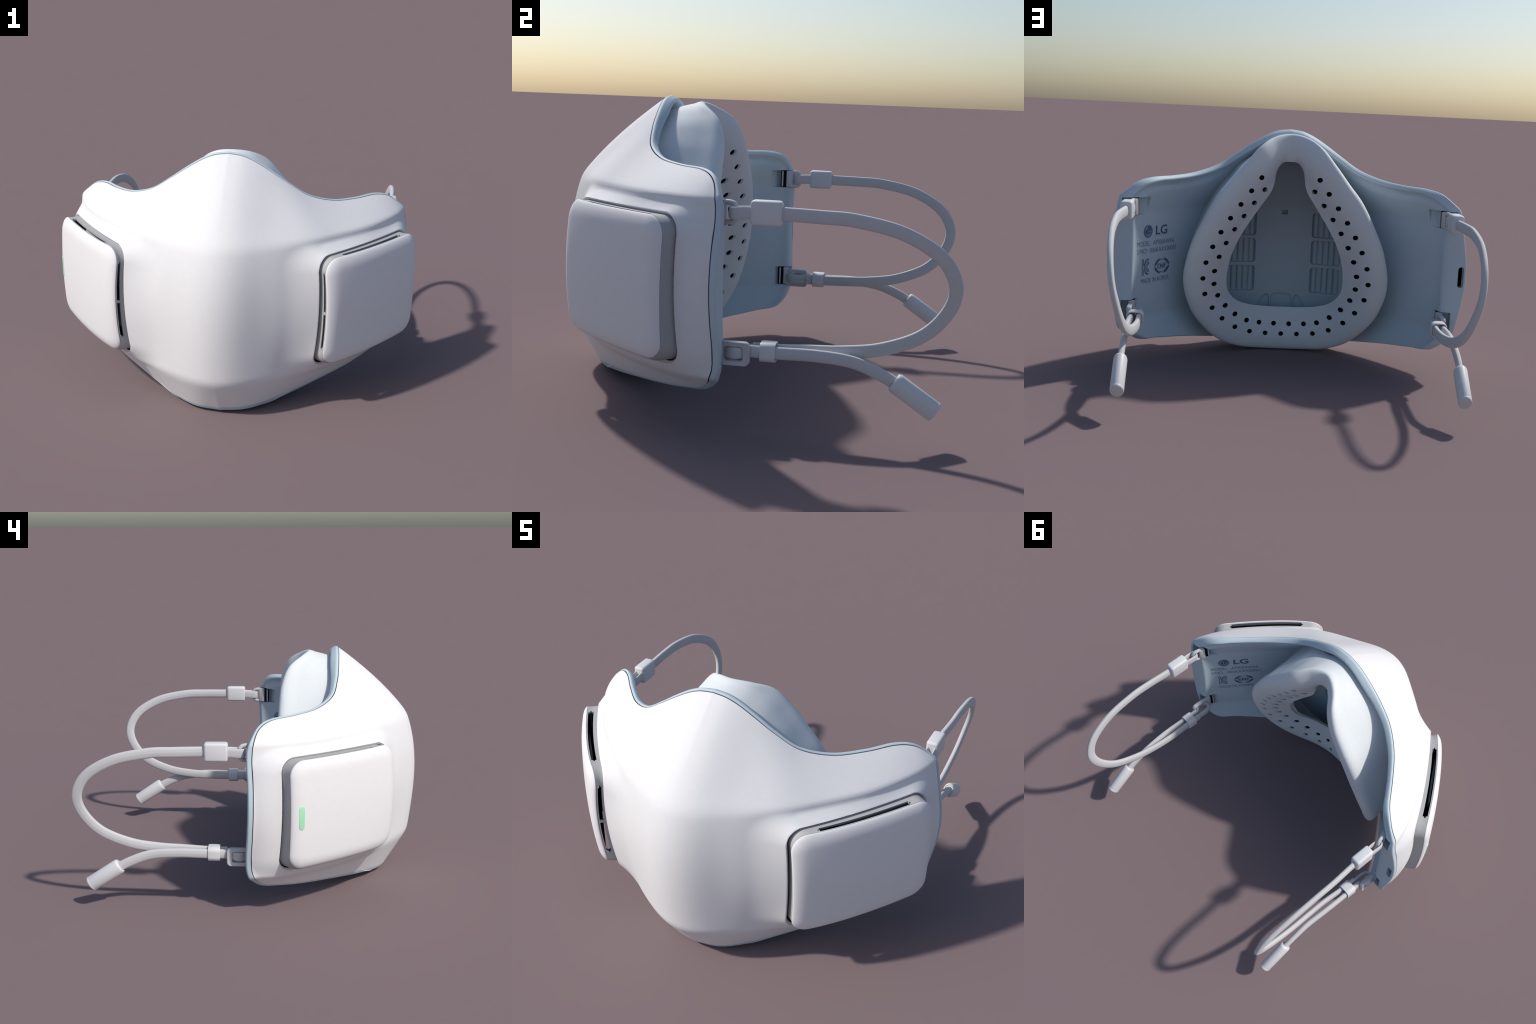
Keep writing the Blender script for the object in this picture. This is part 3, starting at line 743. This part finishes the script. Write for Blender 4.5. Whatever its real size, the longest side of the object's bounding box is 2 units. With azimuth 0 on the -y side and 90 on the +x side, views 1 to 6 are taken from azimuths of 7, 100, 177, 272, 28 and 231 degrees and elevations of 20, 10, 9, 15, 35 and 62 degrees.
# angular certification mark: outlined K and C
W_ = .0045; kx, kz = .011, .502
marks.append(strip([(kx, kz), (kx, kz + .088)], W_)); marks.append(strip([(kx, kz + .088), (kx + .010, kz + .088), (kx + .011, kz + .066)], W_))
marks.append(strip([(kx, kz), (kx + .010, kz), (kx + .011, kz + .024)], W_)); marks.append(strip([(kx + .011, kz + .066), (kx + .011, kz + .050), (kx + .030, kz + .085), (kx + .052, kz + .088)], W_))
marks.append(strip([(kx + .011, kz + .024), (kx + .013, kz + .040), (kx + .030, kz + .006), (kx + .052, kz + .001)], W_))
for rr in (.040, .028, .017): marks.append(strip(arc(kx + .055, kz + .044, rr * .95, rr, 95, 265, 24), W_))
marks.append(strip([(kx + .052, kz + .061), (kx + .052, kz + .072)], W_)); marks.append(strip([(kx + .052, kz + .016), (kx + .052, kz + .027)], W_))
# oval test mark
ec = (.176, .540); ers, erz = .063, .045
def crescent(a0, a1):
    a = np.radians(np.linspace(a0, a1, 30)); mid = np.radians((a0 + a1) / 2); th = .30 * np.cos((a - mid) / np.radians(a1 - a0) * math.pi) ** .6 + .02
    o = np.stack([ec[0] + ers * np.cos(a), ec[1] + erz * np.sin(a)], 1); i = np.stack([ec[0] + ers * (1 - th) * np.cos(a), ec[1] + erz * (1 - th * .4) * np.sin(a)], 1)
    return np.vstack([o, i]), [(k, k + 1, 30 + k + 1, 30 + k) for k in range(29)]
for a0, a1 in ((-78, -2), (2, 78), (102, 178), (182, 258)): marks.append(crescent(a0, a1))
for k in range(9):
    a = 125 - 70 * k / 8
    for sgn in (1, -1):
        c_ = np.array([ec[0] + .046 * math.cos(math.radians(a)), ec[1] + sgn * .036 * math.sin(math.radians(a))]); marks.append(strip([c_ - (0, .0035), c_ + (0, .0035)], .003))
for dz in (.0135, -.0135): marks.append(strip([(ec[0] - .044, ec[1] + dz), (ec[0] + .044, ec[1] + dz)], .0022))
marks.append(text_mesh("EMF", .019, ec[0] - .038, ec[1] - .0095, .076, .012))
mv, mf = join([(np.c_[v, np.zeros(len(v))], f) for v, f in marks])
pv = wall_points(mv[:, 0], mv[:, 1])
add("printed_label", pv, mf, PRINT, parent=liner, smooth=False)
